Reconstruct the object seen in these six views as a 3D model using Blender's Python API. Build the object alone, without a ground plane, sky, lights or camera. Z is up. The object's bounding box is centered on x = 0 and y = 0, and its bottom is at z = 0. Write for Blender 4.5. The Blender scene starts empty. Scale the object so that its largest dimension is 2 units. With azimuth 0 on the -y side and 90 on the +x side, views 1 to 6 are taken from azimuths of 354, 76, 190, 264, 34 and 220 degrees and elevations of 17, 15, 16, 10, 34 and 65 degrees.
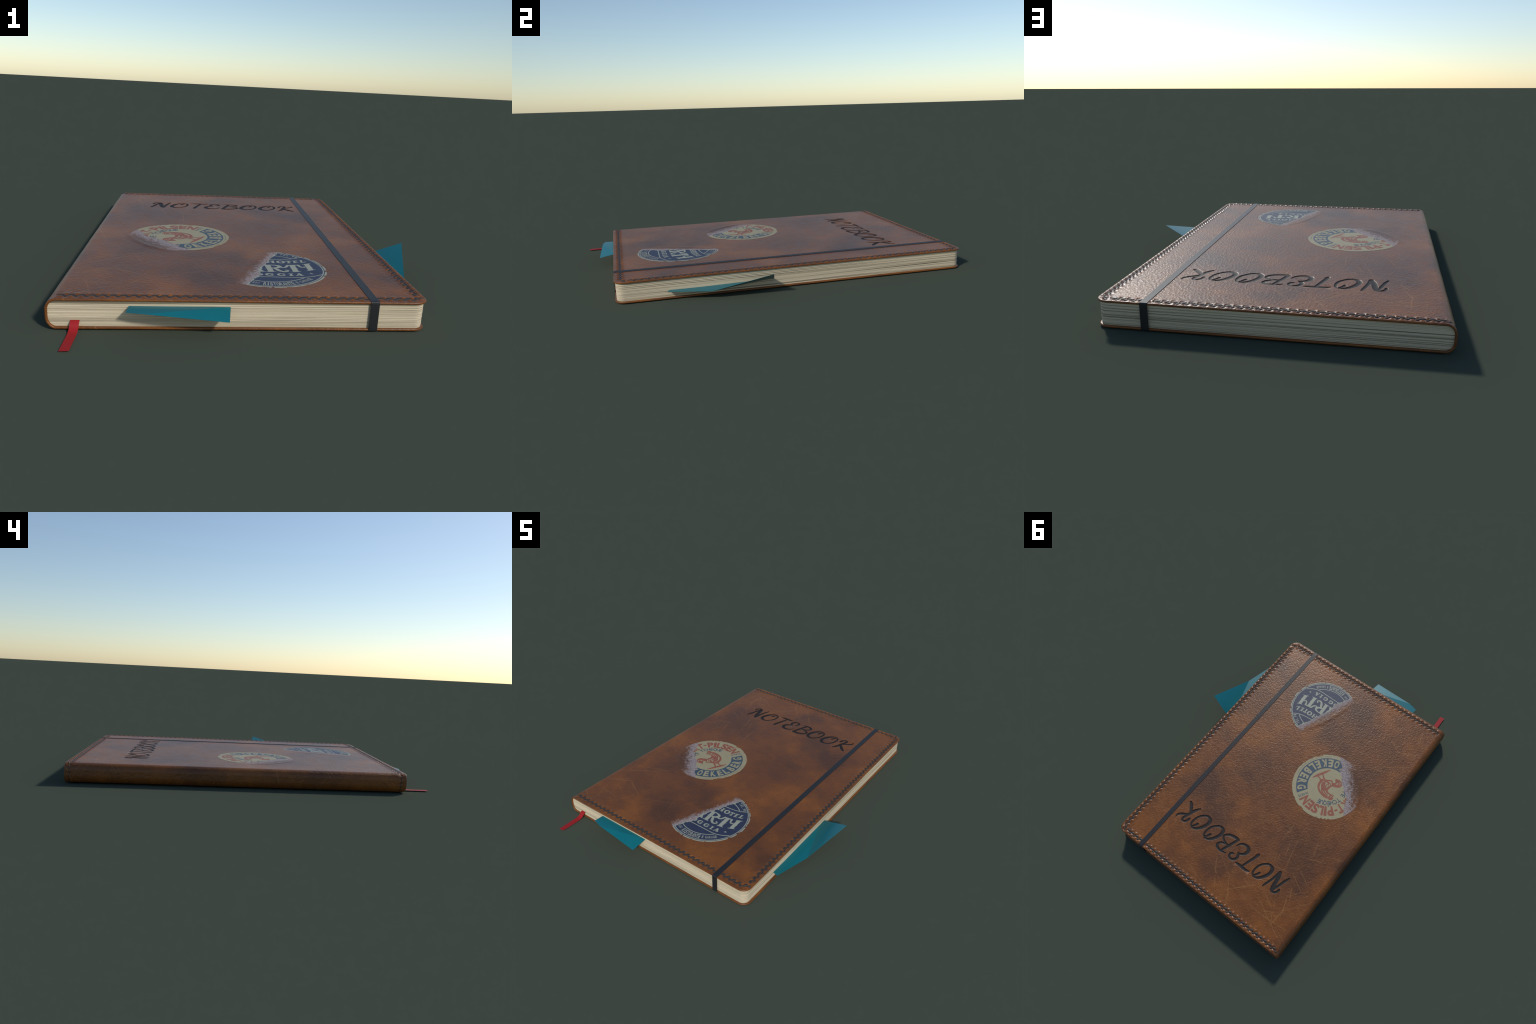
# A leather-bound notebook lying on its back: stitched cover with an engraved title,
# two torn round paper stickers, an elastic strap, a ribbon and two sticky notes.
import bpy, bmesh, math, random
import numpy as np
from mathutils import Vector, Matrix
from mathutils.geometry import delaunay_2d_cdt

rng = random.Random(7)
nrng = np.random.default_rng(7)

# ------------------------------------------------------------------ dimensions (metres)
X0, X1 = -0.7165, 0.5635        # spine back, fore edge of the covers
Y0, Y1 = -0.8415, 0.9980        # foot and head of the covers
ZB, ZT = 0.0016, 0.1073         # outer faces of the lower and upper cover
THICK = 0.0085                  # leather board thickness
CORNER = 0.049                  # rounded fore-edge corners
EDGE = 0.0034                   # rounding of the board edges
PX1, PY0, PY1 = 0.5538, -0.8345, 0.9910   # page block
BAND_X, BAND_W, BAND_T = 0.3700, 0.0300, 0.0018
STITCH = 0.0337                 # stitch pitch
SEAM_Y0, SEAM_Y1, SEAM_X = -0.8090, 0.9725, 0.5400

# ------------------------------------------------------------------ small helpers
def new_object(name, mesh, parent=None):
    ob = bpy.data.objects.new(name, mesh)
    bpy.context.scene.collection.objects.link(ob)
    if parent is not None:
        ob.parent = parent
    return ob

def mesh_from(name, verts, faces, smooth=True, angle=None):
    me = bpy.data.meshes.new(name)
    me.from_pydata([tuple(v) for v in verts], [], [tuple(f) for f in faces])
    me.validate()
    if smooth:
        me.polygons.foreach_set("use_smooth", [True] * len(me.polygons))
        if angle is not None:
            me.set_sharp_from_angle(angle=math.radians(angle))
    me.update()
    return me

def catmull(points, per=8):
    """Smooth curve through control points of any dimension."""
    P = [np.array(p, float) for p in points]
    if len(P) == 2:
        return [P[0] + (P[1] - P[0]) * i / per for i in range(per + 1)]
    P = [2 * P[0] - P[1]] + P + [2 * P[-1] - P[-2]]
    out = []
    for i in range(1, len(P) - 2):
        a, b, c, d = P[i - 1], P[i], P[i + 1], P[i + 2]
        for k in range(per):
            t = k / per
            out.append(0.5 * ((2 * b) + (c - a) * t + (2 * a - 5 * b + 4 * c - d) * t * t
                              + (3 * b - a - 3 * c + d) * t ** 3))
    out.append(P[-2])
    return out

def stroke_quads(points, scale=1.0, per=7, cap=6):
    """Quads covering a pen stroke; points are (x, y, half width)."""
    c = catmull(points, per)
    n = len(c)
    left, right, tang = [], [], []
    for i in range(n):
        d = c[min(i + 1, n - 1)][:2] - c[max(i - 1, 0)][:2]
        d = d / (np.hypot(*d) + 1e-12)
        nn = np.array((-d[1], d[0]))
        w = max(c[i][2], 1e-4) * scale
        left.append(c[i][:2] + nn * w); right.append(c[i][:2] - nn * w); tang.append(d)
    polys = [[right[i], right[i + 1], left[i + 1], left[i]] for i in range(n - 1)]
    for end, sgn in ((0, -1), (n - 1, 1)):          # round caps
        w = max(c[end][2], 1e-4) * scale
        d = tang[end] * sgn
        a0 = math.atan2(d[1], d[0])
        ring = [c[end][:2] + w * np.array((math.cos(a0 + t), math.sin(a0 + t)))
                for t in np.linspace(-math.pi / 2, math.pi / 2, cap)]
        polys.append(ring)
    return polys

def ccw(poly):
    a = 0.0
    for i in range(len(poly)):
        x0, y0 = poly[i][0], poly[i][1]; x1, y1 = poly[(i + 1) % len(poly)][0], poly[(i + 1) % len(poly)][1]
        a += x0 * y1 - x1 * y0
    return poly if a > 0 else list(reversed(poly))

def covers(poly, pts):
    """Which of the points lie inside the polygon."""
    p = np.array([(q[0], q[1]) for q in poly], float)
    lo, hi = p.min(0), p.max(0)
    cand = np.where((pts[:, 0] > lo[0]) & (pts[:, 0] < hi[0]) & (pts[:, 1] > lo[1]) & (pts[:, 1] < hi[1]))[0]
    hit = np.zeros(len(pts), bool)
    if len(cand):
        x, y = pts[cand, 0], pts[cand, 1]
        ins = np.zeros(len(cand), bool)
        q = np.roll(p, -1, 0)
        for (x0, y0), (x1, y1) in zip(p, q):
            if y0 != y1:
                ins ^= ((y0 > y) != (y1 > y)) & (x < (x1 - x0) * (y - y0) / (y1 - y0) + x0)
        hit[cand] = ins
    return hit

def planar_triangles(polys):
    """Conforming triangulation of all polygon outlines: points, triangles, centroids, source vertex ids."""
    verts, faces = [], []
    for p in polys:
        b = len(verts)
        verts += [Vector((float(q[0]), float(q[1]))) for q in p]
        faces.append(list(range(b, b + len(p))))
    edges = [(f[i], f[(i + 1) % len(f)]) for f in faces for i in range(len(f))]
    v, e, f, ov, oe, of = delaunay_2d_cdt(verts, edges, [], 0, 1e-6)
    pts = np.array([(q[0], q[1]) for q in v])
    tris = []
    for t in f:
        a, b, c = (pts[i] for i in t)
        area = (b[0] - a[0]) * (c[1] - a[1]) - (b[1] - a[1]) * (c[0] - a[0])
        tris.append(list(t) if area > 0 else list(t)[::-1])
    cen = np.array([pts[t].mean(0) for t in tris])
    return pts, tris, cen, ov

def union_mesh(polys, clip=None):
    """Union of flat polygons (optionally cut to a clip polygon) as triangles."""
    pts, tris, cen, ov = planar_triangles(list(polys) + ([clip] if clip is not None else []))
    keep = np.zeros(len(tris), bool)
    for p in polys:
        keep |= covers(p, cen)
    if clip is not None:
        keep &= covers(clip, cen)
    tris = [t for t, k in zip(tris, keep) if k]
    used = sorted({i for t in tris for i in t})
    idx = {u: k for k, u in enumerate(used)}
    return [(pts[u][0], pts[u][1]) for u in used], [[idx[i] for i in t] for t in tris]

# ------------------------------------------------------------------ node helpers
class Nodes:
    def __init__(self, name):
        self.mat = bpy.data.materials.new(name)
        self.mat.use_nodes = True
        self.nt = self.mat.node_tree
        self.nt.nodes.clear()
        self.out = self.add("ShaderNodeOutputMaterial")
        self.bsdf = self.add("ShaderNodeBsdfPrincipled")
        self.link(self.bsdf.outputs[0], self.out.inputs[0])
        self.obj = self.add("ShaderNodeTexCoord").outputs["Object"]
    def add(self, t):
        return self.nt.nodes.new(t)
    def link(self, a, b):
        self.nt.links.new(a, b)
    def put(self, sock, v):
        if hasattr(v, "is_output"):
            self.link(v, sock)
        else:
            sock.default_value = v
    def math(self, op, a, b=None, clamp=False):
        n = self.add("ShaderNodeMath"); n.operation = op; n.use_clamp = clamp
        self.put(n.inputs[0], a)
        if b is not None:
            self.put(n.inputs[1], b)
        return n.outputs[0]
    def vmath(self, op, a, b=None):
        n = self.add("ShaderNodeVectorMath"); n.operation = op
        self.put(n.inputs[0], a)
        if b is not None:
            self.put(n.inputs[1], b)
        return n.outputs["Value"] if op in ("DOT_PRODUCT", "LENGTH", "DISTANCE") else n.outputs[0]
    def scale(self, v, s):
        n = self.add("ShaderNodeVectorMath"); n.operation = "MULTIPLY"
        self.put(n.inputs[0], v); n.inputs[1].default_value = s
        return n.outputs[0]
    def noise(self, v, scale, detail=3.0, rough=0.55, dist=0.0, color=False):
        n = self.add("ShaderNodeTexNoise")
        self.link(v, n.inputs["Vector"])
        n.inputs["Scale"].default_value = scale; n.inputs["Detail"].default_value = detail
        n.inputs["Roughness"].default_value = rough; n.inputs["Distortion"].default_value = dist
        return n.outputs["Color" if color else "Fac"]
    def voronoi(self, v, scale, feature="F1", smooth=0.4):
        n = self.add("ShaderNodeTexVoronoi"); n.feature = feature
        self.link(v, n.inputs["Vector"]); n.inputs["Scale"].default_value = scale
        if feature == "SMOOTH_F1":
            n.inputs["Smoothness"].default_value = smooth
        return n.outputs["Distance"]
    def wave(self, v, scale, axis, dist=0.0):
        n = self.add("ShaderNodeTexWave"); n.wave_type = "BANDS"; n.bands_direction = axis
        self.link(v, n.inputs["Vector"]); n.inputs["Scale"].default_value = scale
        n.inputs["Distortion"].default_value = dist
        return n.outputs["Fac"]
    def remap(self, v, a, b, c=0.0, d=1.0, smooth=True):
        n = self.add("ShaderNodeMapRange"); n.clamp = True
        n.interpolation_type = "SMOOTHSTEP" if smooth else "LINEAR"
        self.put(n.inputs[0], v)
        for i, q in zip((1, 2, 3, 4), (a, b, c, d)):
            self.put(n.inputs[i], q)
        return n.outputs[0]
    def mix(self, fac, a, b):
        n = self.add("ShaderNodeMix"); n.data_type = "RGBA"
        self.put(n.inputs[0], fac)
        for s, q in ((n.inputs[6], a), (n.inputs[7], b)):
            if isinstance(q, tuple):
                q = (*q[:3], 1.0)
            self.put(s, q)
        return n.outputs[2]
    def bump(self, height, strength, distance, normal=None):
        n = self.add("ShaderNodeBump")
        n.inputs["Strength"].default_value = strength; n.inputs["Distance"].default_value = distance
        self.link(height, n.inputs["Height"])
        if normal is not None:
            self.link(normal, n.inputs["Normal"])
        return n.outputs[0]
    def set(self, **kw):
        for k, v in kw.items():
            s = self.bsdf.inputs[k.replace("_", " ")]
            if isinstance(v, tuple) and len(v) == 3:
                v = (*v, 1.0)
            self.put(s, v)

def grain_height(N, v, fine=1.0):
    """Pebbled leather grain: warped cells with finer wrinkles."""
    warp = N.noise(v, 45, 2, 0.5, color=True)
    w = N.vmath("ADD", v, N.scale(N.vmath("SUBTRACT", warp, (0.5, 0.5, 0.5)), (0.022,) * 3))
    cells = N.voronoi(N.scale(w, (1.0, 0.8, 1.0)), 98 * fine, "SMOOTH_F1", 0.35)
    wr = N.noise(N.scale(w, (1.0, 0.75, 1.0)), 95 * fine, 3, 0.55, 0.8)
    return N.math("ADD", N.math("MULTIPLY", cells, 0.9), N.math("MULTIPLY", wr, 0.8))

# sticker placement (centre, radius) and torn lines in sticker units
S1C, S1R = (-0.3148, -0.0375), 0.2290
S2C, S2R = (0.0475, -0.4836), 0.2266
TEAR1 = [(0.262, -0.965), (0.19, -0.90), (0.084, -0.804), (0.01, -0.70), (-0.007, -0.605), (-0.10, -0.53),
         (-0.155, -0.492), (-0.23, -0.362), (-0.348, -0.266), (-0.46, -0.17), (-0.578, -0.093),
         (-0.66, 0.01), (-0.704, 0.12), (-0.75, 0.24), (-0.802, 0.35), (-0.873, 0.488)]
TEAR2 = [(0.262, 0.965), (0.20, 0.80), (0.164, 0.709), (0.043, 0.452), (-0.05, 0.197), (-0.13, 0.03), (-0.197, -0.138),
         (-0.19, -0.25), (-0.174, -0.344), (-0.25, -0.48), (-0.313, -0.564), (-0.37, -0.70), (-0.461, -0.887)]

def tear_frame(c, r, tear):
    a = np.array(tear[0]); b = np.array(tear[-1])
    d = (b - a) / np.hypot(*(b - a))
    n = np.array((-d[1], d[0]))
    if n @ ((a + b) / 2) < 0:          # point away from the kept half (centre is kept)
        n = -n
    p = np.array(c) + r * (a + b) / 2
    return p, d, n
F1 = tear_frame(S1C, S1R, TEAR1)
F2 = tear_frame(S2C, S2R, TEAR2)

SCRATCHES = [
    (-0.35, 0.39, -0.40, 0.53), (-0.35, 0.50, -0.36, 0.54), (-0.20, 0.82, -0.28, 0.92), (-0.23, 0.83, -0.37, 0.85),
    (-0.24, 0.75, -0.38, 0.79), (-0.35, 0.72, -0.40, 0.75), (-0.48, 0.66, -0.52, 0.73), (-0.53, 0.62, -0.57, 0.69),
    (-0.23, 0.88, -0.36, 0.74), (-0.37, 0.59, -0.45, 0.56), (-0.17, 0.73, -0.20, 0.78), (-0.44, -0.31, -0.70, -0.50),
    (-0.52, -0.48, -0.66, -0.57), (-0.57, -0.04, -0.77, -0.13), (-0.59, -0.21, -0.76, -0.36), (-0.62, -0.15, -0.70, 0.10),
    (-0.38, 0.34, -0.44, 0.58), (-0.57, 0.89, -0.58, 0.73), (-0.40, 0.79, -0.71, 0.94), (-0.20, 0.81, -0.32, 1.00),
    (-0.40, 0.87, -0.67, 0.85), (0.16, 0.87, -0.14, 0.95), (-0.06, 0.56, -0.18, 0.83), (-0.59, 0.86, -0.80, 0.96),
    (-0.47, 0.85, -0.64, 0.75), (-0.68, -0.59, -0.52, -0.51), (-0.79, -0.45, -0.47, -0.32), (-0.80, -0.13, -0.61, -0.09),
    (-0.17, 0.92, -0.04, 0.74), (-0.60, -0.35, -0.43, -0.31), (-0.64, -0.67, -0.51, -0.69), (-0.65, -0.04, -0.54, -0.12),
    (-0.12, 0.59, 0.07, 0.45), (-0.59, 0.91, -0.44, 0.64), (-0.21, -0.64, -0.04, -0.75), (-0.31, 0.44, -0.30, 0.26)]

DARK_SPOTS = [(0.47, 0.07, 0.11), (-0.17, -0.33, 0.12), (0.09, 0.21, 0.13), (-0.46, -0.19, 0.14), (-0.58, 0.37, 0.16),
              (-0.39, 0.28, 0.12), (-0.38, -0.55, 0.15), (0.46, -0.28, 0.12), (-0.50, 0.52, 0.14), (0.08, -0.12, 0.10),
              (0.30, 0.45, 0.13), (-0.10, 0.80, 0.12), (0.10, 0.55, 0.12), (-0.20, -0.62, 0.10), (0.46, -0.60, 0.10)]
LIGHT_SPOTS = [(0.47, 0.24, 0.09), (-0.06, -0.20, 0.11), (0.26, 0.84, 0.12), (0.23, -0.74, 0.13), (-0.62, 0.80, 0.13),
               (0.24, -0.08, 0.12), (-0.54, -0.62, 0.12), (0.20, -0.26, 0.11), (0.50, 0.40, 0.08), (0.30, 0.02, 0.10),
               (-0.63, -0.02, 0.09), (-0.22, 0.98, 0.15), (-0.35, -0.70, 0.12)]

def scratch_group():
    """Node group: soft line mask between two points A and B."""
    g = bpy.data.node_groups.new("scratch_line", "ShaderNodeTree")
    for nm, ty in (("P", "NodeSocketVector"), ("A", "NodeSocketVector"), ("B", "NodeSocketVector"), ("Width", "NodeSocketFloat")):
        g.interface.new_socket(nm, in_out="INPUT", socket_type=ty)
    g.interface.new_socket("Mask", in_out="OUTPUT", socket_type="NodeSocketFloat")
    gi = g.nodes.new("NodeGroupInput"); go = g.nodes.new("NodeGroupOutput")
    def vm(op, a, b):
        n = g.nodes.new("ShaderNodeVectorMath"); n.operation = op
        g.links.new(a, n.inputs[0])
        if b is not None:
            g.links.new(b, n.inputs[1])
        return n
    pa = vm("SUBTRACT", gi.outputs[0], gi.outputs[1]).outputs[0]
    ba = vm("SUBTRACT", gi.outputs[2], gi.outputs[1]).outputs[0]
    dv = g.nodes.new("ShaderNodeMath"); dv.operation = "DIVIDE"; dv.use_clamp = True
    g.links.new(vm("DOT_PRODUCT", pa, ba).outputs["Value"], dv.inputs[0])
    g.links.new(vm("DOT_PRODUCT", ba, ba).outputs["Value"], dv.inputs[1])
    sc = g.nodes.new("ShaderNodeVectorMath"); sc.operation = "SCALE"
    g.links.new(ba, sc.inputs[0]); g.links.new(dv.outputs[0], sc.inputs["Scale"])
    dist = vm("DISTANCE", pa, sc.outputs[0]).outputs["Value"]
    mr = g.nodes.new("ShaderNodeMapRange"); mr.interpolation_type = "SMOOTHSTEP"
    g.links.new(dist, mr.inputs[0]); g.links.new(gi.outputs[3], mr.inputs[1])
    mr.inputs[2].default_value = 0.0; mr.inputs[3].default_value = 0.0; mr.inputs[4].default_value = 1.0
    # fade towards both ends: 4 h (1 - h)
    one = g.nodes.new("ShaderNodeMath"); one.operation = "SUBTRACT"; one.inputs[0].default_value = 1.0
    g.links.new(dv.outputs[0], one.inputs[1])
    m1 = g.nodes.new("ShaderNodeMath"); m1.operation = "MULTIPLY"
    g.links.new(dv.outputs[0], m1.inputs[0]); g.links.new(one.outputs[0], m1.inputs[1])
    m2 = g.nodes.new("ShaderNodeMath"); m2.operation = "MULTIPLY"; m2.use_clamp = True
    g.links.new(m1.outputs[0], m2.inputs[0]); m2.inputs[1].default_value = 6.0
    m3 = g.nodes.new("ShaderNodeMath"); m3.operation = "MULTIPLY"
    g.links.new(m2.outputs[0], m3.inputs[0]); g.links.new(mr.outputs[0], m3.inputs[1])
    g.links.new(m3.outputs[0], go.inputs[0])
    return g

def leather_material():
    N = Nodes("waxed_leather")
    P = N.obj
    sep = N.add("ShaderNodeSeparateXYZ"); N.link(P, sep.inputs[0])
    # unroll the spine so that marks run over its edge
    u = N.math("ADD", sep.outputs[0], N.math("SUBTRACT", sep.outputs[2], ZT))
    flat = N.add("ShaderNodeCombineXYZ"); N.link(u, flat.inputs[0]); N.link(sep.outputs[1], flat.inputs[1])
    F = flat.outputs[0]
    wob = N.scale(N.vmath("SUBTRACT", N.noise(F, 5, 4, 0.6, color=True), (0.5, 0.5, 0.5)), (0.26, 0.26, 0.0))
    Fw = N.vmath("ADD", F, wob)
    # mottling
    big = N.noise(Fw, 3.4, 5, 0.56, 0.3)
    mid = N.noise(F, 17, 4, 0.65, 0.5)
    fine = N.noise(N.scale(F, (1.0, 0.6, 1.0)), 120, 3, 0.6)
    tone = N.math("ADD", N.math("MULTIPLY", big, 0.58), N.math("MULTIPLY", mid, 0.24))
    tone = N.math("ADD", N.math("ADD", tone, 0.018), N.math("MULTIPLY", fine, 0.18))
    for spots, amp in ((DARK_SPOTS, -0.095), (LIGHT_SPOTS, 0.075)):
        for (x, y, r) in spots:
            d = N.vmath("DISTANCE", Fw, (x, y, 0.0))
            tone = N.math("ADD", tone, N.remap(d, 0.0, r * 1.6, amp, 0.0))
    ramp = N.add("ShaderNodeValToRGB")
    cr = ramp.color_ramp
    stops = [(0.26, (0.072, 0.028, 0.012)), (0.40, (0.110, 0.039, 0.012)), (0.54, (0.178, 0.058, 0.011)),
             (0.68, (0.264, 0.086, 0.012)), (0.84, (0.345, 0.120, 0.018))]
    cr.elements[0].position = stops[0][0]; cr.elements[0].color = (*stops[0][1], 1)
    cr.elements[1].position = stops[-1][0]; cr.elements[1].color = (*stops[-1][1], 1)
    for pos, c in stops[1:-1]:
        e = cr.elements.new(pos); e.color = (*c, 1)
    N.link(tone, ramp.inputs[0])
    col = ramp.outputs[0]
    # orange flecks
    fleck = N.remap(N.noise(F, 75, 2, 0.5), 0.66, 0.76)
    col = N.mix(N.math("MULTIPLY", fleck, 0.35), col, (0.36, 0.12, 0.03))
    # scratches
    grp = scratch_group()
    Fs = N.vmath("ADD", F, N.scale(N.vmath("SUBTRACT", N.noise(F, 9, 2, 0.5, color=True), (0.5, 0.5, 0.5)), (0.016, 0.016, 0.0)))
    acc = None
    r2 = random.Random(3)
    extra = []
    r4 = random.Random(17)
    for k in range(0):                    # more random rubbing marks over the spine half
        cx, cy = r4.uniform(-0.74, 0.0), r4.choice((r4.uniform(0.25, 0.98), r4.uniform(-0.75, 0.3)))
        an, ln = r4.uniform(0, math.pi), r4.uniform(0.05, 0.16)
        extra.append((cx, cy, cx + ln * math.cos(an), cy + ln * math.sin(an)))
    for i, (ax, ay, bx, by) in enumerate(SCRATCHES + extra):
        n = N.add("ShaderNodeGroup"); n.node_tree = grp
        N.link(Fs, n.inputs[0])
        n.inputs[1].default_value = (ax, ay, 0); n.inputs[2].default_value = (bx, by, 0)
        n.inputs[3].default_value = r2.choice((0.0030, 0.0038, 0.0055))
        m = N.math("MULTIPLY", n.outputs[0], r2.uniform(0.45, 0.95))
        acc = m if acc is None else N.math("MAXIMUM", acc, m)
    # hair-fine rubbing lines on the spine half
    for k, ang in enumerate((0.5, 1.25, 2.2, 2.75)):
        mp = N.add("ShaderNodeMapping"); N.link(F, mp.inputs[0])
        mp.inputs["Rotation"].default_value = (0, 0, ang); mp.inputs["Location"].default_value = (k * 1.7, k * 0.9, 0)
        s = N.noise(N.scale(mp.outputs[0], (3.0, 120.0, 1.0)), 1.0, 1.0, 0.4)
        acc = N.math("MAXIMUM", acc, N.remap(s, 0.68, 0.76, 0.0, 0.70))
    zone = N.math("ADD", N.remap(u, -0.05, -0.45, 0.10, 1.0),
                  N.remap(sep.outputs[1], 0.35, 0.75, 0.0, 0.6), clamp=True)
    brk = N.remap(N.noise(F, 22, 3, 0.6), 0.30, 0.55)
    scr = N.math("MULTIPLY", N.math("MULTIPLY", acc, brk), zone)
    col = N.mix(N.math("MULTIPLY", scr, 0.68), col, (0.330, 0.152, 0.044))
    # paper fluff left where the stickers were torn away
    flu_n = N.math("ADD", N.math("MULTIPLY", N.noise(F, 38, 4, 0.7), 0.6), N.math("MULTIPLY", N.noise(F, 130, 3, 0.6), 0.4))
    fluff = None
    for (c, r, fr, wid) in ((S1C, S1R, F1, 0.64), (S2C, S2R, F2, 0.30)):
        p, d, n = fr
        rel = N.vmath("SUBTRACT", F, (c[0], c[1], 0.0))
        inside = N.remap(N.vmath("LENGTH", rel), r * 0.985, r * 1.0, 1.0, 0.0)
        dist = N.vmath("DOT_PRODUCT", N.vmath("SUBTRACT", F, (p[0], p[1], 0.0)), (n[0], n[1], 0.0))
        fade = N.remap(dist, -0.015, r * wid, 0.30, -0.25, smooth=False)
        m = N.math("MULTIPLY", N.remap(N.math("ADD", flu_n, fade), 0.44, 0.64), inside)
        m = N.math("MULTIPLY", m, N.remap(dist, r * -0.16, r * -0.12))
        m = N.math("MULTIPLY", m, N.remap(dist, r * (wid - 0.12), r * wid, 1.0, 0.0))
        fluff = m if fluff is None else N.math("MAXIMUM", fluff, m)
    col = N.mix(N.math("MULTIPLY", fluff, N.remap(N.noise(F, 95, 3, 0.65), 0.32, 0.62, 0.42, 0.95)), col, (0.350, 0.305, 0.300))
    h = grain_height(N, P)
    h = N.math("ADD", h, N.math("MULTIPLY", fluff, N.math("MULTIPLY", flu_n, 1.5)))
    rough = N.math("ADD", N.remap(mid, 0.3, 0.7, 0.37, 0.43), N.math("MULTIPLY", fluff, 0.35))
    N.set(Base_Color=col, Roughness=rough, Normal=N.bump(h, 0.41, 0.0024))
    N.bsdf.inputs["Specular IOR Level"].default_value = 0.42
    return N.mat

def simple_material(name, color, rough=0.6, var=0.12, scale=60, bump=0.0, bump_scale=300, spec=0.5):
    N = Nodes(name)
    t = N.noise(N.obj, scale, 4, 0.6)
    dark = tuple(c * (1 - var) for c in color); light = tuple(min(1, c * (1 + var)) for c in color)
    col = N.mix(N.remap(t, 0.3, 0.7, smooth=False), dark, light)
    N.set(Base_Color=col, Roughness=rough)
    N.bsdf.inputs["Specular IOR Level"].default_value = spec
    if bump:
        N.set(Normal=N.bump(N.noise(N.obj, bump_scale, 3, 0.6), bump, 0.001))
    return N.mat

def print_material(name, color, var=0.15):
    """Printed ink / paper lying over the leather grain."""
    N = Nodes(name)
    t = N.math("ADD", N.math("MULTIPLY", N.noise(N.obj, 26, 4, 0.6), 0.6), N.math("MULTIPLY", N.noise(N.obj, 240, 2, 0.6), 0.4))
    col = N.mix(N.remap(t, 0.32, 0.68, smooth=False), tuple(c * (1 - var) for c in color), tuple(min(1, c * (1 + var)) for c in color))
    N.set(Base_Color=col, Roughness=0.50, Normal=N.bump(grain_height(N, N.obj), 0.22, 0.0016))
    N.bsdf.inputs["Specular IOR Level"].default_value = 0.42
    return N.mat

def page_material():
    N = Nodes("paper_edges")
    sep = N.add("ShaderNodeSeparateXYZ"); N.link(N.obj, sep.inputs[0])
    wav = N.math("MULTIPLY", N.math("SUBTRACT", N.noise(N.scale(N.obj, (3, 3, 12)), 1.0, 3, 0.5), 0.5), 0.0016)
    z = N.math("ADD", sep.outputs[2], wav)
    comb = N.add("ShaderNodeCombineXYZ")
    N.link(N.math("MULTIPLY", sep.outputs[0], 0.5), comb.inputs[0]); N.link(N.math("MULTIPLY", sep.outputs[1], 0.5), comb.inputs[1])
    N.link(N.math("MULTIPLY", z, 365.0), comb.inputs[2])
    n1 = N.noise(comb.outputs[0], 1.0, 3, 0.7)
    comb2 = N.add("ShaderNodeCombineXYZ")
    N.link(N.math("MULTIPLY", sep.outputs[0], 0.5), comb2.inputs[0]); N.link(N.math("MULTIPLY", sep.outputs[1], 0.5), comb2.inputs[1])
    N.link(N.math("MULTIPLY", z, 95.0), comb2.inputs[2])
    n2 = N.noise(comb2.outputs[0], 1.0, 2, 0.5)
    t = N.math("ADD", N.math("MULTIPLY", n1, 0.72), N.math("MULTIPLY", n2, 0.28))
    ramp = N.add("ShaderNodeValToRGB"); cr = ramp.color_ramp
    cr.elements[0].position = 0.385; cr.elements[0].color = (0.21, 0.175, 0.118, 1)
    cr.elements[1].position = 0.62; cr.elements[1].color = (0.74, 0.635, 0.465, 1)
    e = cr.elements.new(0.445); e.color = (0.42, 0.35, 0.235, 1)
    e = cr.elements.new(0.485); e.color = (0.61, 0.515, 0.36, 1)
    N.link(t, ramp.inputs[0])
    N.set(Base_Color=ramp.outputs[0], Roughness=0.85, Normal=N.bump(n1, 0.3, 0.0008))
    N.bsdf.inputs["Specular IOR Level"].default_value = 0.2
    return N.mat

def elastic_material():
    N = Nodes("black_elastic")
    weave = N.noise(N.scale(N.obj, (900, 260, 260)), 1.0, 2, 0.6)
    col = N.mix(weave, (0.007, 0.007, 0.008), (0.017, 0.017, 0.018))
    N.set(Base_Color=col, Roughness=0.48, Normal=N.bump(weave, 0.25, 0.0006))
    N.bsdf.inputs["Sheen Weight"].default_value = 0.05
    return N.mat

def ribbon_material():
    N = Nodes("red_ribbon_weave")
    w = N.math("MULTIPLY", N.wave(N.obj, 110, "X"), 0.6)
    w = N.math("ADD", w, N.math("MULTIPLY", N.noise(N.scale(N.obj, (900, 900, 900)), 1.0, 1, 0.5), 0.4))
    col = N.mix(w, (0.270, 0.008, 0.010), (0.410, 0.016, 0.020))
    N.set(Base_Color=col, Roughness=0.6, Normal=N.bump(w, 0.4, 0.0008))
    N.bsdf.inputs["Specular IOR Level"].default_value = 0.3
    return N.mat

def note_material():
    N = Nodes("teal_note_paper")
    t = N.noise(N.obj, 9, 3, 0.5)
    col = N.mix(t, (0.004, 0.155, 0.184), (0.005, 0.178, 0.210))
    N.set(Base_Color=col, Roughness=0.33)
    tr = N.add("ShaderNodeBsdfTranslucent"); tr.inputs[0].default_value = (0.004, 0.12, 0.16, 1)
    mx = N.add("ShaderNodeMixShader"); mx.inputs[0].default_value = 0.06
    N.link(N.bsdf.outputs[0], mx.inputs[1]); N.link(tr.outputs[0], mx.inputs[2]); N.link(mx.outputs[0], N.out.inputs[0])
    return N.mat

def thread_material():
    N = Nodes("waxed_grey_thread")
    tw = N.noise(N.scale(N.obj, (220, 700, 400)), 1.0, 2, 0.5)
    col = N.mix(tw, (0.026, 0.021, 0.018), (0.060, 0.050, 0.042))
    N.set(Base_Color=col, Roughness=0.50, Normal=N.bump(tw, 0.4, 0.0008))
    N.bsdf.inputs["Specular IOR Level"].default_value = 0.35
    return N.mat

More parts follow.
